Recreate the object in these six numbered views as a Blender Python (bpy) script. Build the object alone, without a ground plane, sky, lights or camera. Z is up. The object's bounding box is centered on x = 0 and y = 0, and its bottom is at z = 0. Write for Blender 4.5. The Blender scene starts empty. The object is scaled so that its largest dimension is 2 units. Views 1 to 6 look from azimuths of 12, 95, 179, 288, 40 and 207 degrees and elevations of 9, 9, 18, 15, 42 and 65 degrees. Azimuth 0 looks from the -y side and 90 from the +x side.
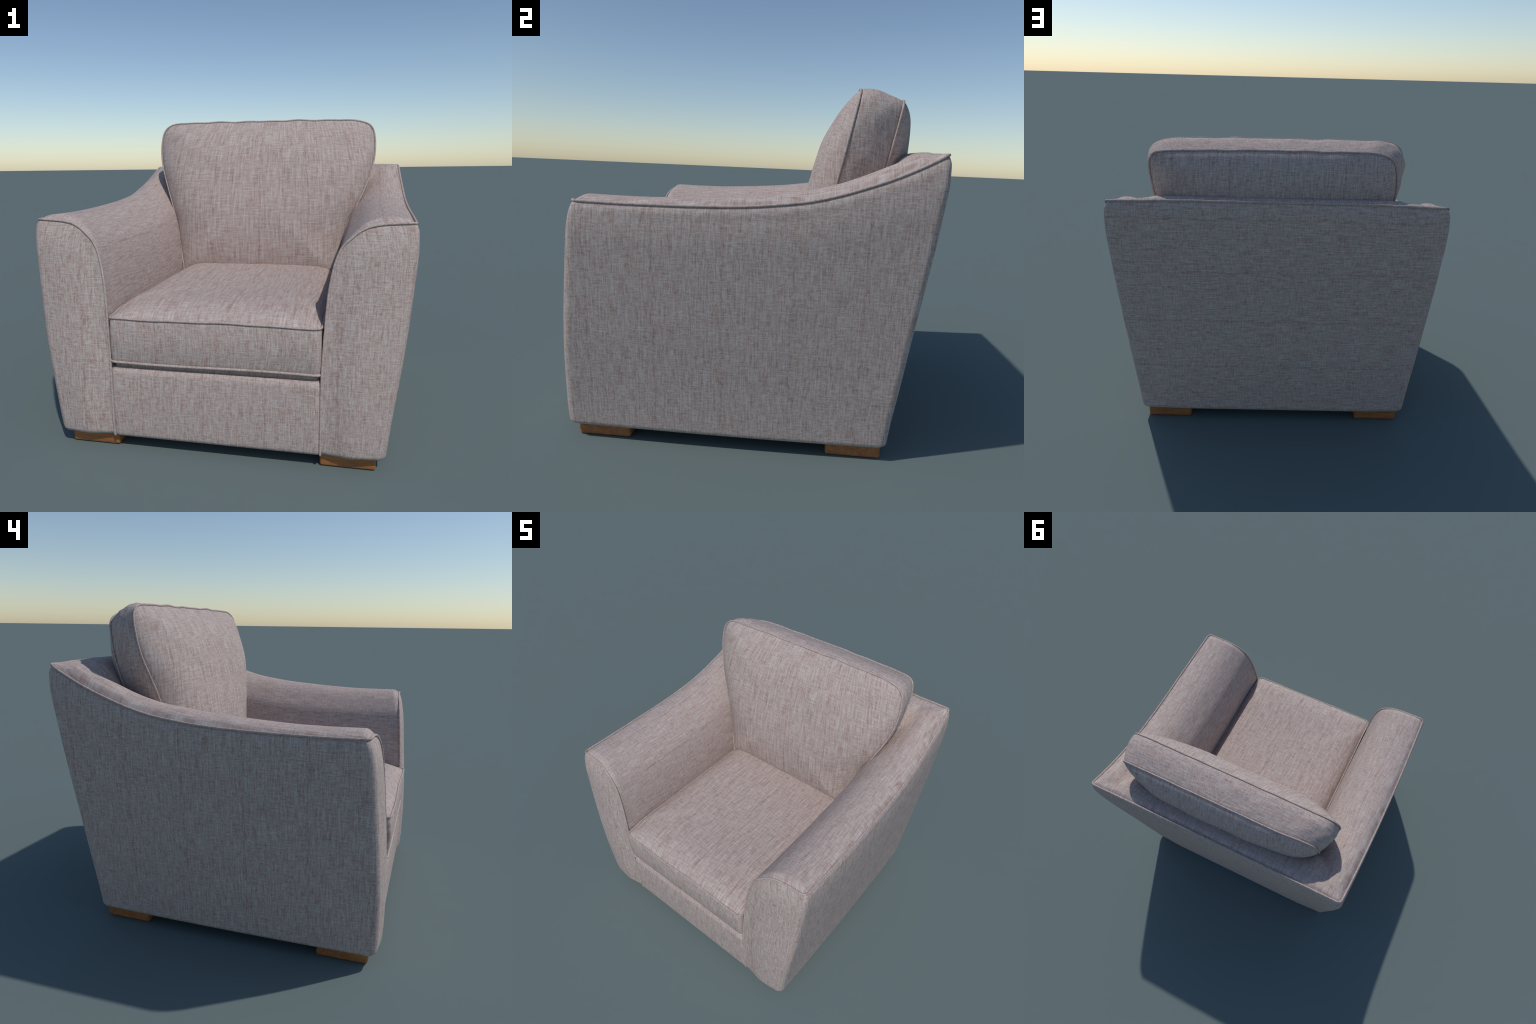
import bpy, math
import numpy as np
from mathutils import Vector, noise as mnoise

mnoise.seed_set(7)
PI = math.pi

# ------------------------------------------------------------------ helpers
def curve(xs, ys):
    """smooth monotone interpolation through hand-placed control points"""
    x = np.array(xs, float); y = np.array(ys, float)
    h = np.diff(x); d = np.diff(y) / h
    m = np.zeros(len(x)); m[0] = d[0]; m[-1] = d[-1]
    for i in range(1, len(x) - 1):
        if d[i-1] * d[i] > 0:
            w1 = 2*h[i] + h[i-1]; w2 = h[i] + 2*h[i-1]
            m[i] = (w1 + w2) / (w1/d[i-1] + w2/d[i])
    def f(q):
        q = np.clip(np.asarray(q, float), x[0], x[-1])
        i = np.clip(np.searchsorted(x, q) - 1, 0, len(x) - 2)
        t = (q - x[i]) / h[i]
        return ((1+2*t)*(1-t)**2*y[i] + t*(1-t)**2*h[i]*m[i]
                + t*t*(3-2*t)*y[i+1] + t*t*(t-1)*h[i]*m[i+1])
    return f

def smooth(a, b, x):
    t = np.clip((np.asarray(x, float) - a) / (b - a), 0, 1)
    return t*t*(3 - 2*t)

def smax(a, b, k):
    return 0.5*(a + b + np.sqrt((a - b)**2 + k*k))

def fbm(P, scale, seed=0.0):
    out = np.empty(P.shape[:-1])
    for idx in np.ndindex(*out.shape):
        p = P[idx]
        out[idx] = mnoise.noise(Vector((p[0]*scale + seed, p[1]*scale - seed, p[2]*scale + 2*seed)))
    return out

def grid_faces(nr, nc, wrap=False):
    faces = []
    for r in range(nr - 1):
        for c in range(nc if wrap else nc - 1):
            c2 = (c + 1) % nc
            faces.append((r*nc + c, r*nc + c2, (r+1)*nc + c2, (r+1)*nc + c))
    return faces

def grid_normals(P, wrap=False):
    def diff(A, axis, wr):
        if wr:
            return np.roll(A, -1, axis) - np.roll(A, 1, axis)
        return np.gradient(A, axis=axis)
    n = np.cross(diff(P, 1, wrap), diff(P, 0, False))
    L = np.linalg.norm(n, axis=-1, keepdims=True)
    return n / np.maximum(L, 1e-12), L[..., 0] > 1e-10

def new_object(name, verts, faces, mat, parent, normals=None, flat=False):
    me = bpy.data.meshes.new(name)
    me.from_pydata([tuple(map(float, v)) for v in verts], [], faces)
    me.validate(); me.update()
    if not flat:
        me.polygons.foreach_set("use_smooth", [True]*len(me.polygons))
    me.materials.append(mat)
    ob = bpy.data.objects.new(name, me)
    bpy.context.scene.collection.objects.link(ob)
    ob.parent = parent
    return ob

def orient(ob, outward):
    """make faces look along outward(center) on average"""
    s = 0.0
    for p in ob.data.polygons:
        s += p.area * p.normal.dot(Vector(outward(p.center)))
    if s < 0:
        ob.data.flip_normals()

def grid_object(name, P, mat, parent, wrap=False, outward=None, cap=False):
    nr, nc = P.shape[:2]
    verts = P.reshape(-1, 3)
    faces = grid_faces(nr, nc, wrap)
    if cap:
        faces.append(tuple(range(nc))[::-1]); faces.append(tuple((nr-1)*nc + i for i in range(nc)))
    ob = new_object(name, verts, faces, mat, parent)
    if outward: orient(ob, outward)
    return ob

def share_normals(parts):
    """pieces cut from one surface: give border vertices that coincide one common normal"""
    acc = {}
    key = lambda co: (round(co[0], 5), round(co[1], 5), round(co[2], 5))
    for ob in parts:
        for p in ob.data.polygons:
            for vi in p.vertices:
                k = key(ob.data.vertices[vi].co)
                acc.setdefault(k, Vector((0, 0, 0)))
                acc[k] += p.normal * p.area
    for ob in parts:
        ob.data.normals_split_custom_set_from_vertices([acc[key(v.co)].normalized() for v in ob.data.vertices])

def tube(name, path, r, mat, parent, closed=False, n=10):
    P = np.array(path, float)
    keep = [0]
    for i in range(1, len(P)):
        if np.linalg.norm(P[i] - P[keep[-1]]) > 1e-4: keep.append(i)
    P = P[keep]
    if closed and np.linalg.norm(P[0] - P[-1]) < 1e-4: P = P[:-1]
    m = len(P)
    T = np.roll(P, -1, 0) - np.roll(P, 1, 0)
    if not closed:
        T[0] = P[1] - P[0]; T[-1] = P[-1] - P[-2]
    T /= np.linalg.norm(T, axis=1, keepdims=True)
    ref = np.array([0.31, 0.23, 0.92])
    N = np.zeros_like(P)
    v = ref - T[0]*(ref @ T[0]); N[0] = v/np.linalg.norm(v)
    for i in range(1, m):
        v = N[i-1] - T[i]*(N[i-1] @ T[i]); N[i] = v/np.linalg.norm(v)
    B = np.cross(T, N)
    if closed:                      # take out the twist left over
        v = N[-1] - T[0]*(N[-1] @ T[0]); v /= np.linalg.norm(v)
        ang = math.atan2(v @ B[0], v @ N[0])
        a = -ang*np.arange(m)/m
        N, B = (np.cos(a)[:, None]*N + np.sin(a)[:, None]*B), (np.cos(a)[:, None]*B - np.sin(a)[:, None]*N)
    th = np.linspace(0, 2*PI, n, endpoint=False)
    G = P[:, None, :] + r*(np.cos(th)[None, :, None]*N[:, None, :] + np.sin(th)[None, :, None]*B[:, None, :])
    verts = G.reshape(-1, 3); faces = grid_faces(m, n, True)
    if closed:
        for c in range(n):
            c2 = (c+1) % n
            faces.append(((m-1)*n + c, (m-1)*n + c2, c2, c))
    else:
        faces.append(tuple(range(n))[::-1]); faces.append(tuple((m-1)*n + i for i in range(n)))
    ob = new_object(name, verts, faces, mat, parent)
    import bmesh
    bm = bmesh.new(); bm.from_mesh(ob.data); bmesh.ops.recalc_face_normals(bm, faces=bm.faces); bm.to_mesh(ob.data); bm.free()
    return ob

# ------------------------------------------------------------------ materials
class Nodes:
    def __init__(self, name):
        self.mat = bpy.data.materials.new(name); self.mat.use_nodes = True
        self.t = self.mat.node_tree; self.bsdf = self.t.nodes["Principled BSDF"]
    def put(self, sock, v):
        if hasattr(v, "is_output"): self.t.links.new(v, sock)
        else: sock.default_value = v
    def math(self, op, a, b=None, c=None):
        n = self.t.nodes.new("ShaderNodeMath"); n.operation = op
        for i, v in enumerate((a, b, c)):
            if v is not None: self.put(n.inputs[i], v)
        return n.outputs[0]
    def noise(self, vec, scale=1.0, detail=2.0, rough=0.5):
        n = self.t.nodes.new("ShaderNodeTexNoise"); self.put(n.inputs["Vector"], vec)
        n.inputs["Scale"].default_value = scale; n.inputs["Detail"].default_value = detail
        n.inputs["Roughness"].default_value = rough
        return n.outputs["Fac"]
    def xyz(self, x, y, z=0.0):
        n = self.t.nodes.new("ShaderNodeCombineXYZ")
        for i, v in enumerate((x, y, z)): self.put(n.inputs[i], v)
        return n.outputs[0]
    def step(self, v, lo, hi):
        n = self.t.nodes.new("ShaderNodeMapRange"); n.interpolation_type = "SMOOTHSTEP"
        self.put(n.inputs["Value"], v); n.inputs["From Min"].default_value = lo; n.inputs["From Max"].default_value = hi
        return n.outputs["Result"]
    def mix(self, f, a, b):
        n = self.t.nodes.new("ShaderNodeMix"); n.data_type = "RGBA"
        self.put(n.inputs["Factor"], f); self.put(n.inputs["A"], a); self.put(n.inputs["B"], b)
        return n.outputs["Result"]
    def object_coords(self):
        c = self.t.nodes.new("ShaderNodeTexCoord"); s = self.t.nodes.new("ShaderNodeSeparateXYZ")
        self.t.links.new(c.outputs["Object"], s.inputs[0])
        return c.outputs["Object"], s.outputs["X"], s.outputs["Y"], s.outputs["Z"]

PALE = (0.605, 0.555, 0.525, 1)
ROSE = (0.280, 0.160, 0.130, 1)

def fabric(name, cloth, thread=0.0047, soft=0.0, swap=False, seed=0.0, streak=1.0):
    """woven upholstery: warp and weft threads, each dyed in slubs, pale grey or rose brown.
    cloth(N, x, y, z) gives the two cloth directions (metres) from object coordinates."""
    N = Nodes(name)
    obj, x, y, z = N.object_coords()
    u, v = cloth(N, x, y, z)
    if swap: u, v = v, u
    # threads wander a little
    wob = N.noise(obj, 6.0, 1.0)
    u = N.math("ADD", u, N.math("MULTIPLY", N.math("SUBTRACT", wob, 0.5), 0.006))
    wob2 = N.noise(N.xyz(y, z, x), 6.0, 1.0)
    v = N.math("ADD", v, N.math("MULTIPLY", N.math("SUBTRACT", wob2, 0.5), 0.006))
    U = N.math("DIVIDE", u, thread); V = N.math("DIVIDE", v, thread)
    i = N.math("FLOOR", U); j = N.math("FLOOR", V)
    fu = N.math("SUBTRACT", U, i); fv = N.math("SUBTRACT", V, j)
    hu = N.math("SINE", N.math("MULTIPLY", fu, PI)); hv = N.math("SINE", N.math("MULTIPLY", fv, PI))
    k = 0.0047/thread                       # coarser cloth has coarser slubs
    # pale warp (runs along v) and pale weft (runs along u) surface in stretches
    warp = N.noise(N.xyz(N.math("MULTIPLY", i, 1.37), N.math("MULTIPLY", v, 38.0*k), seed + 3.1), 1.0, 1.0, 0.5)
    weft = N.noise(N.xyz(N.math("MULTIPLY", u, 38.0*k), N.math("MULTIPLY", j, 1.37), seed + 17.7), 1.0, 1.0, 0.5)
    wa = N.math("MULTIPLY", N.step(warp, 0.36, 0.62), N.math("POWER", hu, 1.5))
    we = N.math("MULTIPLY", N.step(weft, 0.40, 0.66), N.math("POWER", hv, 1.5))
    ground = N.math("POWER", N.math("MAXIMUM", hu, hv), 3.0)      # the even grid of the weave
    pale = N.math("ADD", N.math("MULTIPLY", N.math("MAXIMUM", wa, we), 0.62), N.math("MULTIPLY", ground, 0.42))
    # bundles of threads that share a dye: upright streaks, crosswise streaks
    up = N.noise(N.xyz(N.math("MULTIPLY", u, 125.0*k), N.math("MULTIPLY", v, 9.0*k), seed), 1.0, 2.0, 0.6)
    across = N.noise(N.xyz(N.math("MULTIPLY", u, 15.0*k), N.math("MULTIPLY", v, 150.0*k), seed + 31.0), 1.0, 2.0, 0.6)
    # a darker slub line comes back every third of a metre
    drift = N.noise(N.xyz(N.math("MULTIPLY", v, 14.0), seed, 0.0), 1.0, 3.0, 0.7)
    phase = N.math("FRACT", N.math("ADD", N.math("MULTIPLY", u, 3.05), N.math("MULTIPLY", drift, 0.22)))
    line = N.math("MULTIPLY", N.step(N.math("ABSOLUTE", N.math("SUBTRACT", phase, 0.5)), 0.035, 0.0), 0.12)
    shift = N.math("ADD", N.math("MULTIPLY", N.math("SUBTRACT", up, 0.5), streak), N.math("MULTIPLY", N.math("SUBTRACT", across, 0.5), 0.70*streak))
    shift = N.math("ADD", shift, line)
    f = N.math("SUBTRACT", N.math("ADD", 0.80 - 0.30*soft, shift), N.math("MULTIPLY", pale, 0.62*(1.0 - soft)))
    n = N.t.nodes.new("ShaderNodeClamp"); N.put(n.inputs[0], f); f = n.outputs[0]
    col = N.mix(f, PALE, ROSE)
    N.put(N.bsdf.inputs["Base Color"], col)
    N.bsdf.inputs["Roughness"].default_value = 0.92
    N.bsdf.inputs["Specular IOR Level"].default_value = 0.2
    # each thread is a small pillow
    b = N.t.nodes.new("ShaderNodeBump"); b.inputs["Strength"].default_value = 0.25; b.inputs["Distance"].default_value = 0.0015
    N.put(b.inputs["Height"], N.math("MAXIMUM", hu, hv)); N.put(N.bsdf.inputs["Normal"], b.outputs[0])
    return N.mat

def side_sign(N, x, k=5.3):
    return N.math("MULTIPLY", N.math("GREATER_THAN", x, 0.0), k)
def cloth_wrap(N, x, y, z):     # front panel, round the corner, along the outer side
    lean = N.math("MULTIPLY", N.step(z, 0.35, 1.45), -0.11)      # the front leans back
    u = N.math("ADD", N.math("ADD", N.math("ABSOLUTE", x), y), lean)
    return N.math("ADD", u, side_sign(N, x)), z
def cloth_side(N, x, y, z):
    return N.math("ADD", y, side_sign(N, x, 7.1)), z
def cloth_back(N, x, y, z):
    return x, N.math("ADD", z, 2.0)
def cloth_arm(N, x, y, z):      # along the arm, and over its roll
    ax = N.math("ABSOLUTE", x)
    climb = N.math("DIVIDE", N.math("MAXIMUM", N.math("ADD", y, 0.15), 0.0), 1.035)      # the seam's upward sweep
    rise = N.math("MULTIPLY", N.math("MULTIPLY", climb, climb), 0.274)
    drop = N.math("MULTIPLY", N.math("SUBTRACT", z, rise), 0.75)
    return N.math("ADD", y, side_sign(N, x)), N.math("ADD", ax, drop)
def cloth_roll(N, x, y, z):     # over the top of the backrest
    return x, N.math("ADD", y, z)
def cloth_flat(N, x, y, z):
    return N.math("ADD", x, 3.0), y
def cloth_front(N, x, y, z):
    lean = N.math("SUBTRACT", y, 0.28)      # follow the swell towards the edges
    gx = N.math("MULTIPLY", N.math("MAXIMUM", N.math("MINIMUM", N.math("MULTIPLY", x, 1.0), 0.6), -0.6), lean)
    gz = N.math("MULTIPLY", N.math("MAXIMUM", N.math("MINIMUM", N.math("MULTIPLY", N.math("SUBTRACT", z, 1.25), 1.8), 0.8), -0.8), lean)
    return N.math("ADD", N.math("ADD", x, gx), 7.0), N.math("ADD", z, gz)
def cloth_rear(N, x, y, z):
    return N.math("ADD", x, 11.0), z
def cloth_boxing(N, x, y, z):
    return N.math("SUBTRACT", z, N.math("ABSOLUTE", x)), y
def cloth_seat_boxing(N, x, y, z):
    return N.math("ADD", x, y), z
def cloth_pipe(N, x, y, z):
    return N.math("ADD", N.math("ADD", x, y), z), N.math("SUBTRACT", z, N.math("ADD", x, y))

F_WRAP = fabric("woven_fabric_outer", cloth_wrap, seed=1.0)
F_SIDE = fabric("woven_fabric_side", cloth_side, seed=5.0)
F_BACK = fabric("woven_fabric_back", cloth_back, swap=True, seed=9.0)
F_ARM = fabric("woven_fabric_arm", cloth_arm, swap=True, soft=0.35, seed=21.0)
F_ROLL = fabric("woven_fabric_roll", cloth_roll, soft=0.35, seed=33.0)
F_SEAT = fabric("woven_fabric_seat", cloth_flat, thread=0.0058, soft=0.35, seed=41.0)
F_SEATBOX = fabric("woven_fabric_seat_boxing", cloth_seat_boxing, seed=47.0)
F_CUSH = fabric("woven_fabric_cushion_front", cloth_front, thread=0.0072, soft=0.35, seed=53.0)
F_REAR = fabric("woven_fabric_cushion_rear", cloth_rear, seed=59.0)
F_BOX = fabric("woven_fabric_cushion_boxing", cloth_boxing, swap=True, seed=61.0)
F_RAIL = fabric("woven_fabric_rail", cloth_rear, seed=67.0)
F_PIPE = fabric("woven_fabric_piping", cloth_pipe, seed=71.0)

def wood():
    N = Nodes("oak_stained")
    obj, x, y, z = N.object_coords()
    g = N.noise(N.xyz(N.math("MULTIPLY", x, 5.0), N.math("MULTIPLY", y, 34.0), N.math("MULTIPLY", z, 60.0)), 1.0, 4.0, 0.6)
    fine = N.noise(N.xyz(N.math("MULTIPLY", x, 30.0), N.math("MULTIPLY", y, 240.0), N.math("MULTIPLY", z, 300.0)), 1.0, 2.0)
    f = N.math("ADD", N.math("MULTIPLY", N.step(g, 0.3, 0.7), 0.7), N.math("MULTIPLY", N.step(fine, 0.4, 0.7), 0.3))
    N.put(N.bsdf.inputs["Base Color"], N.mix(f, (0.42, 0.175, 0.055, 1), (0.235, 0.085, 0.028, 1)))
    N.bsdf.inputs["Roughness"].default_value = 0.5
    return N.mat
WOOD = wood()

def lining():
    N = Nodes("black_lining")
    obj, *_ = N.object_coords()
    N.put(N.bsdf.inputs["Base Color"], N.mix(N.noise(obj, 400.0), (0.02, 0.02, 0.02, 1), (0.04, 0.04, 0.04, 1)))
    N.bsdf.inputs["Roughness"].default_value = 0.95
    return N.mat
LINING = lining()

# ------------------------------------------------------------------ the frame's shape rules
ZB = 0.064          # underside of the upholstery
RB = 0.034          # roll of the bottom edge
YB = 0.885          # top rear seam

# height of the outer seam along the arm, sweeping up to the back corner
seam_z = curve([-0.80, -0.55, -0.32, -0.11, 0.02, 0.15, 0.28, 0.41, 0.53, 0.66, 0.78, YB],
               [1.224, 1.221, 1.223, 1.228, 1.235, 1.248, 1.266, 1.297, 1.336, 1.385, 1.441, 1.497])
# outer side: half width by relative height (at the rear), a little wider to the front
side_x = curve([0.0, 0.06, 0.26, 0.5, 0.75, 0.9, 0.965, 1.0],
               [0.857, 0.865, 0.893, 0.926, 0.957, 0.971, 0.968, 0.956])
# back: depth by relative height
back_y = curve([0.0, 0.045, 0.2, 0.4, 0.58, 0.81, 0.92, 0.97, 1.0],
               [0.737, 0.743, 0.772, 0.808, 0.843, 0.884, 0.897, 0.896, YB])
# front: depth by height
front_y = curve([0.07, 0.12, 0.2, 0.35, 0.6, 0.85, 1.05, 1.17, 1.226],
                [-0.874, -0.878, -0.881, -0.880, -0.868, -0.848, -0.829, -0.813, -0.796])
# arm section: inward distance from the outer seam -> drop below it
ARM_D = [0.0, 0.073, 0.144, 0.200, 0.250, 0.292, 0.334, 0.363, 0.382, 0.396, 0.405, 0.414, 0.421, 0.426]
ARM_DZ = [0.0, -0.003, -0.008, -0.018, -0.040, -0.073, -0.117, -0.184, -0.265, -0.360, -0.470, -0.612, -0.75, -1.14]
arm_drop = curve(ARM_D, ARM_DZ)
XF = 0.976          # outer front corner of the arm
INNER = XF - 0.426

def side_half(y, h):
    front = np.clip((YB - y)/(YB + 0.80), 0, 1)
    barrel = np.maximum(0.0, 1 - ((y - 0.0)/0.86)**2)
    return side_x(h) + (0.020 - 0.009*smooth(0.5, 0.1, h))*front + barrel*(0.013 + 0.003*smooth(0.2, 0.9, h) + 0.006*smooth(0.93, 1.0, h))
def side_seam(y):
    return side_half(y, 1.0)

RF, RR = 0.028, 0.026      # plan radius of the front and rear outer corners
def round_corners(x, y):
    """turn the square outer corners of the plan into quarter circles (x > 0 side)"""
    x = np.array(x, float); y = np.array(y, float)
    for r, edge, sgn in ((RF, -0.796, 1), (RR, YB, -1)):
        xe = side_seam(np.clip(edge + sgn*r, -0.8, YB))
        p = 1 - (xe - x)/r; q = 1 - sgn*(y - edge)/r
        m = (p > 0) & (q > 0)
        p2 = np.clip(p, 0, 1.0); q2 = np.clip(q, 0, 1.0)
        pn = p2*np.sqrt(1 - q2*q2/2); qn = q2*np.sqrt(1 - p2*p2/2)
        x = np.where(m, xe - r*(1 - pn), x); y = np.where(m, edge + sgn*r*(1 - qn), y)
    return x, y

# seam of the arm front, from the outer top corner down to the floor edge
def front_seam(n):
    """points (x, z) equally spaced along the seam, from the bottom inner end to the top outer corner"""
    d = np.concatenate([np.linspace(0, 0.40, 400), np.linspace(0.40, 0.426, 400)[1:]])
    x = XF - d; z = 1.226 + arm_drop(d)
    keep = z >= ZB + RB
    x, z = x[keep][::-1], z[keep][::-1]
    s = np.concatenate([[0], np.cumsum(np.hypot(np.diff(x), np.diff(z)))])
    q = np.linspace(0, s[-1], n)
    return np.interp(q, s, x), np.interp(q, s, z)

# ------------------------------------------------------------------ outer shell of one arm and half the back
H = np.concatenate([1 - np.linspace(1, 0, 44)**1.0])
H = np.unique(np.concatenate([np.linspace(0, 0.9, 34), np.linspace(0.9, 1.0, 14)]))
ARC = np.linspace(0, PI/2, 8)[:-1]           # bottom roll rows

def shell_columns():
    """returns grid[row, col, xyz] of the right (+x) side and the column indices where panels end"""
    cols = []
    nf, nc, ns, nb = 56, 12, 70, 60
    rows = [(1.35*RB*(1 - math.sin(q)), RB*(1 - math.cos(q)), 0.0) for q in ARC] + [(0.0, RB, h) for h in H]
    sx, sz = front_seam(nf)
    grid = []
    for inset, dz, h in rows:
        line = []
        tuck = 1 - h
        rad = RF + 0.020*float(smooth(0.0, 0.2, 1 - h))
        # front panel
        xo = side_half(-0.80, h)                       # outer edge of the front at this height
        z_side = ZB + dz + h*(1.226 - ZB - RB)
        xb_out = side_half(-0.80, 0.0) - 0.048
        u = np.linspace(0, 1, nf)
        zc = ZB + dz + h*(sz - ZB - RB)
        end_x = XF - RF
        top_x = INNER + (sx - INNER)*(end_x - INNER)/(XF - INNER)
        bot_x = INNER + (xb_out - INNER)*u
        x = bot_x + (top_x - bot_x)*h
        # keep the last column on the straight side of the corner fillet
        x = INNER + (x - INNER)*((xo - rad - INNER)/(x[-1] - INNER))
        y = front_y(zc) + inset
        gap = (1 - h)*(sz - ZB - RB)                   # distance down from the seam
        dip = 0.004*np.clip(1 - gap/0.014, 0, 1)
        y = y + dip
        inner = x - np.interp(zc, sz, sx)              # distance in from the curved seam
        y = y - (0.020 - 0.003*smooth(0.5, 0.9, zc))*smooth(0, 0.16, np.minimum(gap, inner))*(1 - 0.7*smooth(0.17, 0.0, xo - x))
        for k in range(nf): line.append((x[k] - 0*inset, y[k], zc[k]))
        # corner
        x0, y0 = x[-1], y[-1]
        xs_ = side_half(-0.74, h) - inset - dip[-1]
        for k in range(1, nc):
            a = k/(nc)*PI/2
            cx, cy = math.sin(a), 1 - math.cos(a)
            line.append((x0 + (xs_ - x0)*cx, y0 + (rad + 0.0)*cy, z_side))
        # side
        y_start = y0 + rad
        y_end = back_y(h) - inset - RR - 0.016*float(smooth(0.0, 0.2, 1 - h))
        for k in range(ns):
            yy = y_start + (y_end - y_start)*k/(ns - 1)
            yr = min(yy, YB)
            zs = float(seam_z(max(yy, -0.8)))
            if h < 1: pass
            zz = ZB + dz + h*(zs - ZB - RB)
            g = (1 - h)*(zs - ZB - RB)
            dd = 0.004*max(0, 1 - g/0.014)
            w = smooth(0.0, 0.08, yy - y_start)
            xx = side_half(yy, h) - inset - dd
            xx = xs_*(1 - w) + xx*w
            line.append((xx, yy, zz))
        # rear corner
        x1, y1, z1 = line[-1]
        rad = RR + 0.016*float(smooth(0.0, 0.2, 1 - h))
        yb = back_y(h) - inset
        z_end = ZB + dz + h*(1.497 - ZB - RB)
        for k in range(1, nc):
            a = k/nc*PI/2
            line.append((x1 - rad*(1 - math.cos(a)), y1 + (yb - y1)*math.sin(a), z1 + (z_end - z1)*math.sin(a)))
        # half of the back
        x2 = x1 - rad
        for k in range(nb):
            f = k/(nb - 1)
            xx = x2*(1 - f)
            zt = 1.497 + 0.009*smooth(0, 0.5, f)
            zz = ZB + dz + h*(zt - ZB - RB)
            g = (1 - h)*(zt - ZB - RB)
            yy = yb + float(smooth(0, 0.3, f))*(0.010*float(smooth(0.5, 0.15, h)) - 0.005*math.sin(PI*h)*float(smooth(0.3, 0.6, h))) - 0.004*max(0, 1 - g/0.014)
            line.append((xx, yy, zz))
        grid.append(line)
    G = np.array(grid)
    return G, nf + nc//2, nf + nc - 1 + ns + nc//2

G, END_FRONT, END_SIDE = shell_columns()

def mirror(P):
    Q = P.copy(); Q[..., 0] *= -1
    return Q

root = bpy.data.objects.new("armchair", None)
bpy.context.scene.collection.objects.link(root)
root["label"] = "upholstered armchair in pinkish grey woven fabric with wooden block feet"
root["category"] = "armchair"

# slight slackness of the cloth so that the panels are not machine flat
def slack(P, amp, scale, seed):
    n = fbm(P, scale, seed)
    return n*amp

# ------------------------------------------------------------------ arm tops, inner arms and backrest: one cover
def cover():
    """U-shaped cover from the outer seam over the roll to the inner wall, mitred at the rear corners"""
    tz = np.concatenate([np.linspace(0, 0.012, 4), np.linspace(0.012, 0.33, 34)[1:], np.linspace(0.33, 0.426, 30)[1:]])
    na, nb = 90, 90
    back_roll = curve([0, 0.02, 0.05, 0.1, 0.15, 0.2, 0.25, 0.3, 0.34, 0.37],
                      [0, 0.007, 0.012, 0.008, -0.012, -0.055, -0.13, -0.26, -0.50, -1.1])
    fz = lambda d: 1.226 + arm_drop(d)
    G = np.zeros((len(tz), na + nb, 3))
    for r, d in enumerate(tz):
        e = d*0.37/0.426
        yend = YB - e
        zf = float(fz(d)); ystart = float(front_y(max(zf, 0.07)))
        s = np.linspace(0, 1, na) ** 1.0
        s = 0.5*s + 0.5*s**1.6
        y = ystart + (yend - ystart)*s
        ds = d
        xo = side_seam(np.maximum(y, -0.80))
        x = xo - d*(xo - INNER)/0.426
        G[r, :na, 0] = x; G[r, :na, 1] = y
        f = np.linspace(0, 1, nb + 1)[1:]
        G[r, na:, 0] = x[-1]*(1 - f); G[r, na:, 1] = yend
    X, Y = G[..., 0], G[..., 1]
    xo = side_seam(np.clip(Y, -0.80, YB))
    d = np.clip((xo - X)*0.426/(xo - INNER), 0, 0.426)
    zs = seam_z(np.clip(Y, -0.80, YB))
    from_front = np.maximum(Y - front_y(np.clip(1.226 + arm_drop(d), 0.07, 1.226)), 0)
    puff = (0.036 + 0.014*smooth(-0.5, 0.0, Y) - 0.016*smooth(0.1, 0.4, Y)*smooth(0.08, 0.25, d) + 0.012*smooth(0.4, 0.7, Y)*smooth(0.25, 0.1, d))*smooth(-0.02, 0.12, YB - Y)*np.sin(PI*np.clip(d/0.37, 0, 1)**0.72)**0.9*smooth(-0.010, 0.04, from_front)
    A = zs + arm_drop(d) + puff + 0.010*smooth(-0.2, 0.5, Y)*smooth(0.0, 0.15, YB - Y)*smooth(0.0, 0.1, d)*smooth(0.4, 0.3, d)
    e = np.maximum(YB - Y, 0)
    B = 1.497 + 0.009*smooth(0.95, 0.5, np.abs(X)) + back_roll(e) - 0.34*np.maximum(np.abs(X) - 0.70, 0)*smooth(0, 0.12, e) - 0.3*np.maximum(np.abs(X) - 0.82, 0)*smooth(0, 0.12, e)
    Z = smax(A, B, 0.02) - 0.01*smooth(0, 0.03, np.minimum(e, d))*0
    # meet the seams exactly
    rim = np.minimum(d, e)
    edge = np.where(d < e, zs, 1.497 + 0.009*smooth(0.95, 0.5, np.abs(X)))
    w = smooth(0.0, 0.03, rim)
    Z = edge*(1 - w) + Z*w
    # groove beside the piping
    Z -= 0.003*np.clip(1 - np.abs(rim - 0.006)/0.008, 0, 1)
    G[..., 2] = Z
    front_groove = np.clip(1 - from_front/0.012, 0, 1)
    G[:, :na, 0] += (0.003*front_groove*smooth(0.1, 0.3, d))[:, :na]
    G[:, :na, 2] -= (0.003*front_groove*smooth(0.3, 0.1, d))[:, :na]
    # inner arm swells a little towards the seat
    swell = smooth(0.30, 0.39, d)*smooth(0.0, 0.12, from_front)*np.sin(PI*np.clip((Y + 0.9)/1.5, 0, 1))
    G[..., 0] -= 0.010*swell
    G[..., 0], G[..., 1] = round_corners(G[..., 0], G[..., 1])
    return G, na

C, NA = cover()

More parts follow.
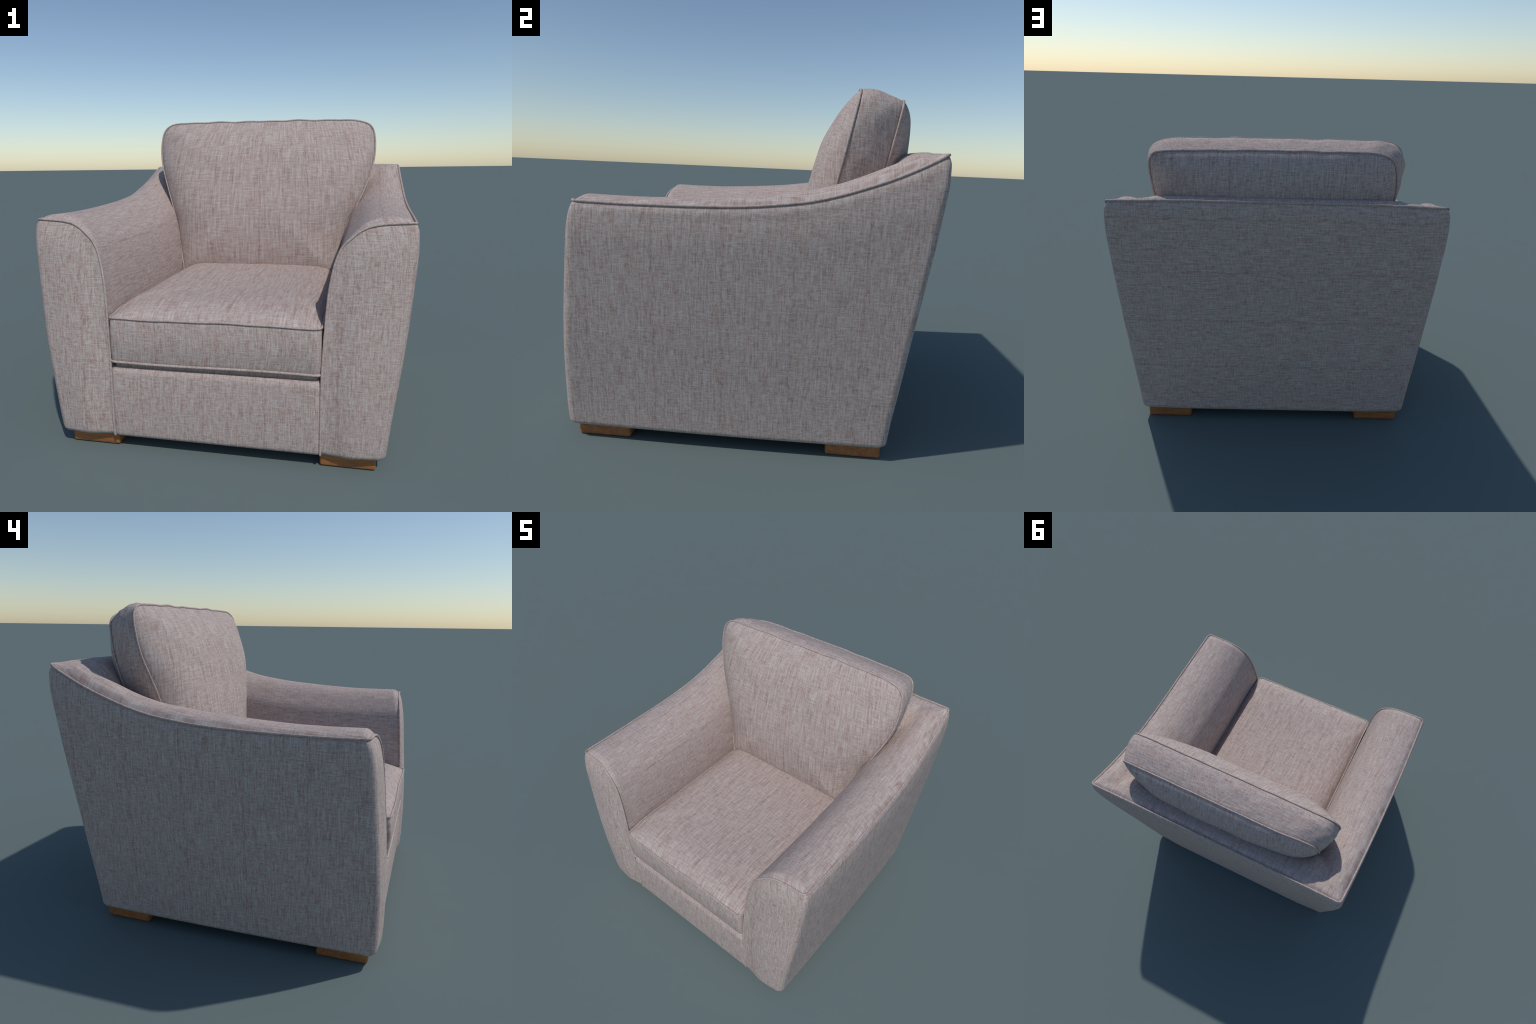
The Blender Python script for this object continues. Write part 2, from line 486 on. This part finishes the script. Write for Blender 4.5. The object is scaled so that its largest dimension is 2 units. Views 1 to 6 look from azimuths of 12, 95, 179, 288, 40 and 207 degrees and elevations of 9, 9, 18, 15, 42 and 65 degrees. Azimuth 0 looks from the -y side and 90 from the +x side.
def build_shell():
    arms = []; covers = []; shells = []
    for side in (1, -1):
        P = G if side > 0 else mirror(G)
        K = C if side > 0 else mirror(C)
        arm = grid_object("arm", K[:, :NA], F_ARM, root, outward=lambda c: (-c.x*0.2, 0, 1))
        covers.append(arm)
        front = grid_object("arm_front_panel", P[:, :END_FRONT + 1], F_WRAP, arm, outward=lambda c: (0, -1, 0))
        sidep = grid_object("arm_side_panel", P[:, END_FRONT:END_SIDE + 1], F_SIDE, arm, outward=lambda c, s=side: (s, 0, 0))
        shells += [front, sidep]
        arms.append(arm)
        # piping along the front seam, round the corner and along the outer seam
        sx, sz = front_seam(120)
        ft = [(x, float(front_y(z)), z) for x, z in zip(sx, sz) if x < XF - 0.001]
        low = [(INNER, float(front_y(z)), z) for z in np.linspace(ZB + 0.004, ZB + RB, 6)[:-1]]
        low[0] = (low[0][0], low[0][1] + 0.012, low[0][2])
        sd = [(float(side_seam(yy)), yy, float(seam_z(yy))) for yy in np.linspace(-0.794, YB - RR*0.5, 180)]
        path = np.array(low + ft + sd)
        path[:, 0], path[:, 1] = round_corners(path[:, 0], path[:, 1])
        path[:, 2] += 0.002; path[:, 0] *= side
        tube("piping", path, 0.0064, F_PIPE, arm)
    K = np.concatenate([C[:, NA - 1:], mirror(C)[:, NA - 1:][:, ::-1][:, 1:]], axis=1)
    back = grid_object("backrest", K, F_ROLL, root, outward=lambda c: (0, -0.2, 1))
    covers.append(back)
    P = np.concatenate([G[:, END_SIDE:], mirror(G)[:, END_SIDE:][:, ::-1][:, 1:]], axis=1)
    panel = grid_object("back_panel", P, F_BACK, back, outward=lambda c: (0, 1, 0))
    shells.append(panel)
    half = [(float(side_seam(YB)), yy, float(seam_z(yy))) for yy in np.linspace(YB - RR*0.5, YB, 8)[:-1]]
    half += [(x, YB, 1.497 + 0.009*float(smooth(0.95, 0.5, x))) for x in np.linspace(float(side_seam(YB)), 0, 70)]
    half = np.array(half)
    half[:, 0], half[:, 1] = round_corners(half[:, 0], half[:, 1])
    path = np.concatenate([half, mirror(half)[::-1][1:]])
    path[:, 2] += 0.002 + 0.0008*np.sin(path[:, 0]*31)
    tube("piping", path, 0.0064, F_PIPE, back)
    share_normals(covers); share_normals(shells)
    return arms, back

arms, back = build_shell()

# underside lining
def rounded_block(name, lo, hi, r, mat, parent, seg=4):
    import bmesh
    bm = bmesh.new(); bmesh.ops.create_cube(bm, size=1.0)
    c = [(a + b)/2 for a, b in zip(lo, hi)]; s = [b - a for a, b in zip(lo, hi)]
    for v in bm.verts: v.co = Vector((c[0] + v.co.x*s[0], c[1] + v.co.y*s[1], c[2] + v.co.z*s[2]))
    if r > 0: bmesh.ops.bevel(bm, geom=list(bm.edges), offset=r, segments=seg, affect='EDGES', profile=0.5)
    bmesh.ops.recalc_face_normals(bm, faces=bm.faces)
    me = bpy.data.meshes.new(name); bm.to_mesh(me); bm.free()
    me.polygons.foreach_set("use_smooth", [True]*len(me.polygons))
    me.set_sharp_from_angle(angle=math.radians(40))
    me.materials.append(mat)
    ob = bpy.data.objects.new(name, me); bpy.context.scene.collection.objects.link(ob); ob.parent = parent
    return ob
rounded_block("underside_lining", (-0.80, -0.82, ZB + 0.006), (0.80, 0.68, ZB + 0.03), 0.0, LINING, root)

# ------------------------------------------------------------------ feet
foot = rounded_block("foot", (-0.139, -0.137, 0.0), (0.139, 0.137, 0.095), 0.013, WOOD, root)
feet = [foot]
for k in range(3):
    f = foot.copy(); bpy.context.scene.collection.objects.link(f); feet.append(f)
for f, (x, y) in zip(feet, [(0.683, -0.703), (-0.683, -0.703), (0.683, 0.573), (-0.683, 0.573)]):
    f.location = (x, y, 0.0); f.parent = root

# ------------------------------------------------------------------ front rail
def front_rail():
    prof_z = []; prof_y = []
    for q in np.linspace(0, PI/2, 8):               # bottom roll
        prof_z.append(ZB + 0.002 + 0.03*(1 - math.cos(q))); prof_y.append(-0.880 + 0.03*(1 - math.sin(q)))
    for z in np.linspace(0.12, 0.43, 30):
        prof_z.append(z); prof_y.append(-0.880 - 0.008*math.sin(PI*(z - 0.08)/0.40))
    for q in np.linspace(0, PI/2, 9)[1:]:
        prof_z.append(0.428 + 0.030*math.sin(q)); prof_y.append(-0.882 + 0.030*(1 - math.cos(q)))
    prof_z.append(0.460); prof_y.append(-0.6)
    prof_z.insert(0, ZB + 0.002); prof_y.insert(0, -0.7)
    xs = np.linspace(-0.553, 0.553, 80)
    P = np.zeros((len(prof_z), len(xs), 3))
    for c, x in enumerate(xs):
        P[:, c, 0] = x; P[:, c, 1] = np.array(prof_y) + 0.012*smooth(0.535, 0.556, abs(x)); P[:, c, 2] = prof_z
    return grid_object("front_rail", P, F_RAIL, root, outward=lambda c: (0, -1, 0))
front_rail()

# ------------------------------------------------------------------ seat cushion
def rounded_rect(x0, x1, y0, y1, r, n=24, m=40):
    pts = []
    for cx, cy, a0 in ((x1 - r, y0 + r, -90), (x1 - r, y1 - r, 0), (x0 + r, y1 - r, 90), (x0 + r, y0 + r, 180)):
        for k in range(n + 1):
            a = math.radians(a0 + 90*k/n)
            pts.append((cx + r*math.cos(a), cy + r*math.sin(a)))
    pts = np.array(pts + [pts[0]])
    s = np.concatenate([[0], np.cumsum(np.hypot(*np.diff(pts, axis=0).T))])
    q = np.linspace(0, s[-1], 4*m, endpoint=False)
    return np.stack([np.interp(q, s, pts[:, 0]), np.interp(q, s, pts[:, 1])], 1)

def seat():
    top = rounded_rect(-0.553, 0.553, -0.887, 0.47, 0.03, m=70)
    bot = rounded_rect(-0.553, 0.553, -0.882, 0.47, 0.03, m=70)
    n = len(top)
    zt = 0.727 + 0.002*np.sin(top[:, 0]*7 + 1.0) + 0.001*np.sin(top[:, 0]*23)
    zb = 0.492 + 0.003*np.sin(bot[:, 0]*6)
    zt = zt + 0.018*smooth(-0.86, -0.70, top[:, 1])
    wav = 0.003*np.sin(top[:, 0]*9 + 0.5)
    top[:, 1] += wav*(top[:, 1] < -0.8)
    # crowned top
    K = np.concatenate([np.linspace(0, 0.06, 6), np.linspace(0.06, 1, 50)[1:]])
    c = np.array([0.0, -0.2])
    P = np.zeros((len(K), n, 3))
    for r, k in enumerate(K):
        q = c + (top - c)*(1 - k)
        dx = np.minimum(0.548 - np.abs(q[:, 0]), 10); dy = np.minimum(q[:, 1] + 0.884, 0.47 - q[:, 1])
        dome = (1 - np.clip(1 - dx/0.26, 0, 1)**3.2)*(1 - np.clip(1 - dy/0.34, 0, 1)**3.2)
        P[r, :, :2] = q
        P[r, :, 2] = 0.727 + (zt - 0.727)*(1 - k)**2 + (0.078 + 0.014*smooth(-0.5, 0.1, q[:, 1]))*np.clip(dome, 0, 1)**0.7 - 0.003*max(0, 1 - k/0.012)
    P[..., 2] += 0.004*fbm(P, 3.0, 4.0)*np.linspace(0, 1, len(K))[:, None]
    ob = grid_object("seat_cushion", P, F_SEAT, root, wrap=True, outward=lambda c: (0, 0, 1))
    # boxing
    R = np.linspace(0, 1, 26)
    Q = np.zeros((len(R), n, 3))
    nrm = top - np.array([0.0, -0.2]); nrm /= np.linalg.norm(nrm, axis=1, keepdims=True)
    out = np.zeros_like(top); out[:, 1] = -1.0*(top[:, 1] < -0.85)
    for r, k in enumerate(R):
        q = bot + (top - bot)*k
        groove = 0.004*max(0, 1 - min(k, 1 - k)/0.05)
        Q[r, :, :2] = q + out*(0.011*math.sin(PI*k) - groove)
        Q[r, :, 2] = zb + (zt - zb)*k
    grid_object("cushion_boxing", Q, F_SEATBOX, ob, wrap=True, outward=lambda c: (c.x, c.y, 0))
    B = np.zeros((4, n, 3)); B[0, :, :2] = bot; B[0, :, 2] = zb
    B[1, :, :2] = bot*np.array([0.99, 0.984]); B[1, :, 2] = zb - 0.006
    B[2, :, :2] = bot*np.array([0.985, 0.975]); B[2, :, 2] = 0.455
    B[3, :, :2] = bot*0.02; B[3, :, 2] = 0.45
    grid_object("cushion_underside", B, F_SEATBOX, ob, wrap=True, outward=lambda c: (0, 0, -1))
    tube("piping", np.column_stack([top, zt + 0.001]) + np.column_stack([nrm*0.001, np.zeros(n)]), 0.0056, F_PIPE, ob, closed=True)
    tube("piping", np.column_stack([bot, zb - 0.001]) + np.column_stack([nrm*0.002, np.zeros(n)]), 0.0068, F_PIPE, ob, closed=True)
seat()

# ------------------------------------------------------------------ back cushion
def closed_spline(pts, n):
    """closed Catmull-Rom through control points, resampled evenly"""
    p = np.array(pts, float); m = len(p); out = []
    for i in range(m):
        a, b, c, d = p[i-1], p[i], p[(i+1) % m], p[(i+2) % m]
        for t in np.linspace(0, 1, 24, endpoint=False):
            out.append(0.5*((2*b) + (c-a)*t + (2*a-5*b+4*c-d)*t*t + (3*b-a-3*c+d)*t**3))
    out = np.array(out + [out[0]])
    s = np.concatenate([[0], np.cumsum(np.hypot(*np.diff(out, axis=0).T))])
    q = np.linspace(0, s[-1], n, endpoint=False)
    return np.stack([np.interp(q, s, out[:, 0]), np.interp(q, s, out[:, 1])], 1)

def back_cushion():
    n = 260
    # (x, z) outlines of the two piped seams, counter-clockwise from the lower left
    fr = closed_spline([(-0.515, 0.755), (-0.25, 0.745), (0.0, 0.745), (0.25, 0.745), (0.50, 0.755), (0.535, 0.80), (0.557, 0.92), (0.60, 1.10),
                        (0.655, 1.22), (0.712, 1.35), (0.757, 1.49), (0.777, 1.61), (0.775, 1.70), (0.752, 1.762), (0.705, 1.79), (0.62, 1.802),
                        (0.45, 1.808), (0.2, 1.812), (0.0, 1.811), (-0.25, 1.813), (-0.5, 1.813), (-0.63, 1.810), (-0.705, 1.79), (-0.744, 1.752), (-0.758, 1.69),
                        (-0.757, 1.61), (-0.735, 1.50), (-0.69, 1.36), (-0.645, 1.22), (-0.605, 1.09), (-0.577, 0.95), (-0.55, 0.81)], n)
    re = closed_spline([(-0.50, 0.76), (-0.25, 0.75), (0.0, 0.75), (0.25, 0.75), (0.49, 0.76), (0.525, 0.81), (0.55, 0.93), (0.60, 1.10),
                        (0.655, 1.24), (0.705, 1.37), (0.735, 1.49), (0.75, 1.60), (0.748, 1.68), (0.727, 1.727), (0.685, 1.747), (0.60, 1.756),
                        (0.45, 1.760), (0.2, 1.766), (0.0, 1.768), (-0.25, 1.768), (-0.45, 1.768), (-0.56, 1.763), (-0.63, 1.746), (-0.675, 1.71), (-0.695, 1.655),
                        (-0.708, 1.57), (-0.70, 1.46), (-0.67, 1.34), (-0.63, 1.21), (-0.59, 1.08), (-0.56, 0.94), (-0.53, 0.81)], n)
    fr[:, 0] *= 1 + 0.010*smooth(1.7, 1.5, fr[:, 1])
    re[:, 0] *= 1 - 0.012*smooth(1.8, 1.6, re[:, 1])
    # line the two outlines up at the bottom centre
    for o in (fr, re):
        k = np.argmin(np.abs(o[:, 0]) + 10*(o[:, 1] > 1)); o[:] = np.roll(o, -k, 0)
    yf = lambda z: 0.500 + 0.20*(z - 1.765)
    yr = lambda z: 0.704 + 0.195*(z - 1.736)
    top = lambda o: smooth(1.6, 1.75, o[:, 1])
    ripple = 0.0035*np.sin(fr[:, 0]*27 + 1) * np.sin(fr[:, 0]*6.1) * top(fr)
    F3 = np.column_stack([fr[:, 0], yf(fr[:, 1]) - 0.015*smooth(-0.4, -0.6, fr[:, 0])*smooth(1.6, 1.35, fr[:, 1]), fr[:, 1] + ripple])
    R3 = np.column_stack([re[:, 0], yr(re[:, 1]) - 0.015*smooth(-0.4, -0.65, re[:, 0]), re[:, 1] - 0.6*ripple])
    front_swell = curve([0.74, 0.85, 1.0, 1.2, 1.4, 1.55, 1.68, 1.82], [0.10, 0.118, 0.130, 0.138, 0.14, 0.138, 0.132, 0.12])
    K = np.concatenate([np.linspace(0, 0.04, 6), np.linspace(0.04, 1, 54)[1:]])
    def panel(E, centre, sign, swell, p, plane):
        P = np.zeros((len(K), n, 3))
        for r, k in enumerate(K):
            q = centre + (E[:, [0, 2]] - centre)*(1 - k)
            dome = (1 - (1 - k)**(3.2 + 1.5*smooth(1.75, 1.5, E[:, 2])*smooth(0.9, 1.2, E[:, 2])))**p
            P[r, :, 0] = q[:, 0]; P[r, :, 2] = q[:, 1]
            P[r, :, 1] = plane(q[:, 1]) + (E[:, 1] - plane(E[:, 2]))*(1 - k) + sign*(swell(q[:, 1])*dome - 0.006*max(0, 1 - k/0.012))
        return P
    PF = panel(F3, np.array([0.0, 1.32]), -1, front_swell, 0.85, yf)
    PF[..., 1] += 0.006*fbm(PF, 3.5, 11.0)*smooth(0, 0.3, K)[:, None]
    PR = panel(R3, np.array([0.0, 1.32]), 1, lambda z: 0.135 + 0*z, 0.8, yr)
    PR[..., 1] += 0.008*fbm(PR, 4.0, 15.0)*smooth(0, 0.3, K)[:, None]
    ob = grid_object("back_cushion", PF, F_CUSH, root, wrap=True, outward=lambda c: (0, -1, 0))
    grid_object("cushion_rear_panel", PR, F_REAR, ob, wrap=True, outward=lambda c: (0, 1, 0))
    # boxing strip, slightly puffed, puckered at the slack corner
    T = np.linspace(0, 1, 34)
    nrm = np.roll(fr, -1, 0) - np.roll(fr, 1, 0); nrm = np.column_stack([nrm[:, 1], -nrm[:, 0]])
    nrm /= np.linalg.norm(nrm, axis=1, keepdims=True)
    Q = np.zeros((len(T), n, 3))
    for r, t in enumerate(T):
        b = F3*(1 - t) + R3*t
        puff = (0.020 - 0.004*smooth(1.7, 1.5, b[:, 2]))*math.sin(PI*t**0.8) - 0.007*max(0, 1 - min(t, 1 - t)/0.04)
        b[:, 0] += nrm[:, 0]*puff; b[:, 2] += nrm[:, 1]*puff
        Q[r] = b
    edge = np.sin(PI*T)[:, None]
    slackness = 0.55 + 1.0*np.exp(-((Q[..., 0] + 0.70)**2 + (Q[..., 2] - 1.72)**2)/0.03)
    w = (0.012*fbm(Q, 11.0, 5.0) + 0.006*fbm(Q, 24.0, 8.0))*slackness*edge
    Q[..., 0] += nrm[None, :, 0]*w; Q[..., 2] += nrm[None, :, 1]*w
    grid_object("cushion_boxing", Q, F_BOX, ob, wrap=True, outward=lambda c: (c.x, 0, c.z - 1.3))
    tube("piping", F3 + np.column_stack([nrm[:, 0], -0.5 + 0*nrm[:, 0], nrm[:, 1]])*0.002, 0.0056, F_PIPE, ob, closed=True)
    tube("piping", R3 + np.column_stack([nrm[:, 0], 0.5 + 0*nrm[:, 0], nrm[:, 1]])*0.002, 0.0056, F_PIPE, ob, closed=True)
back_cushion()
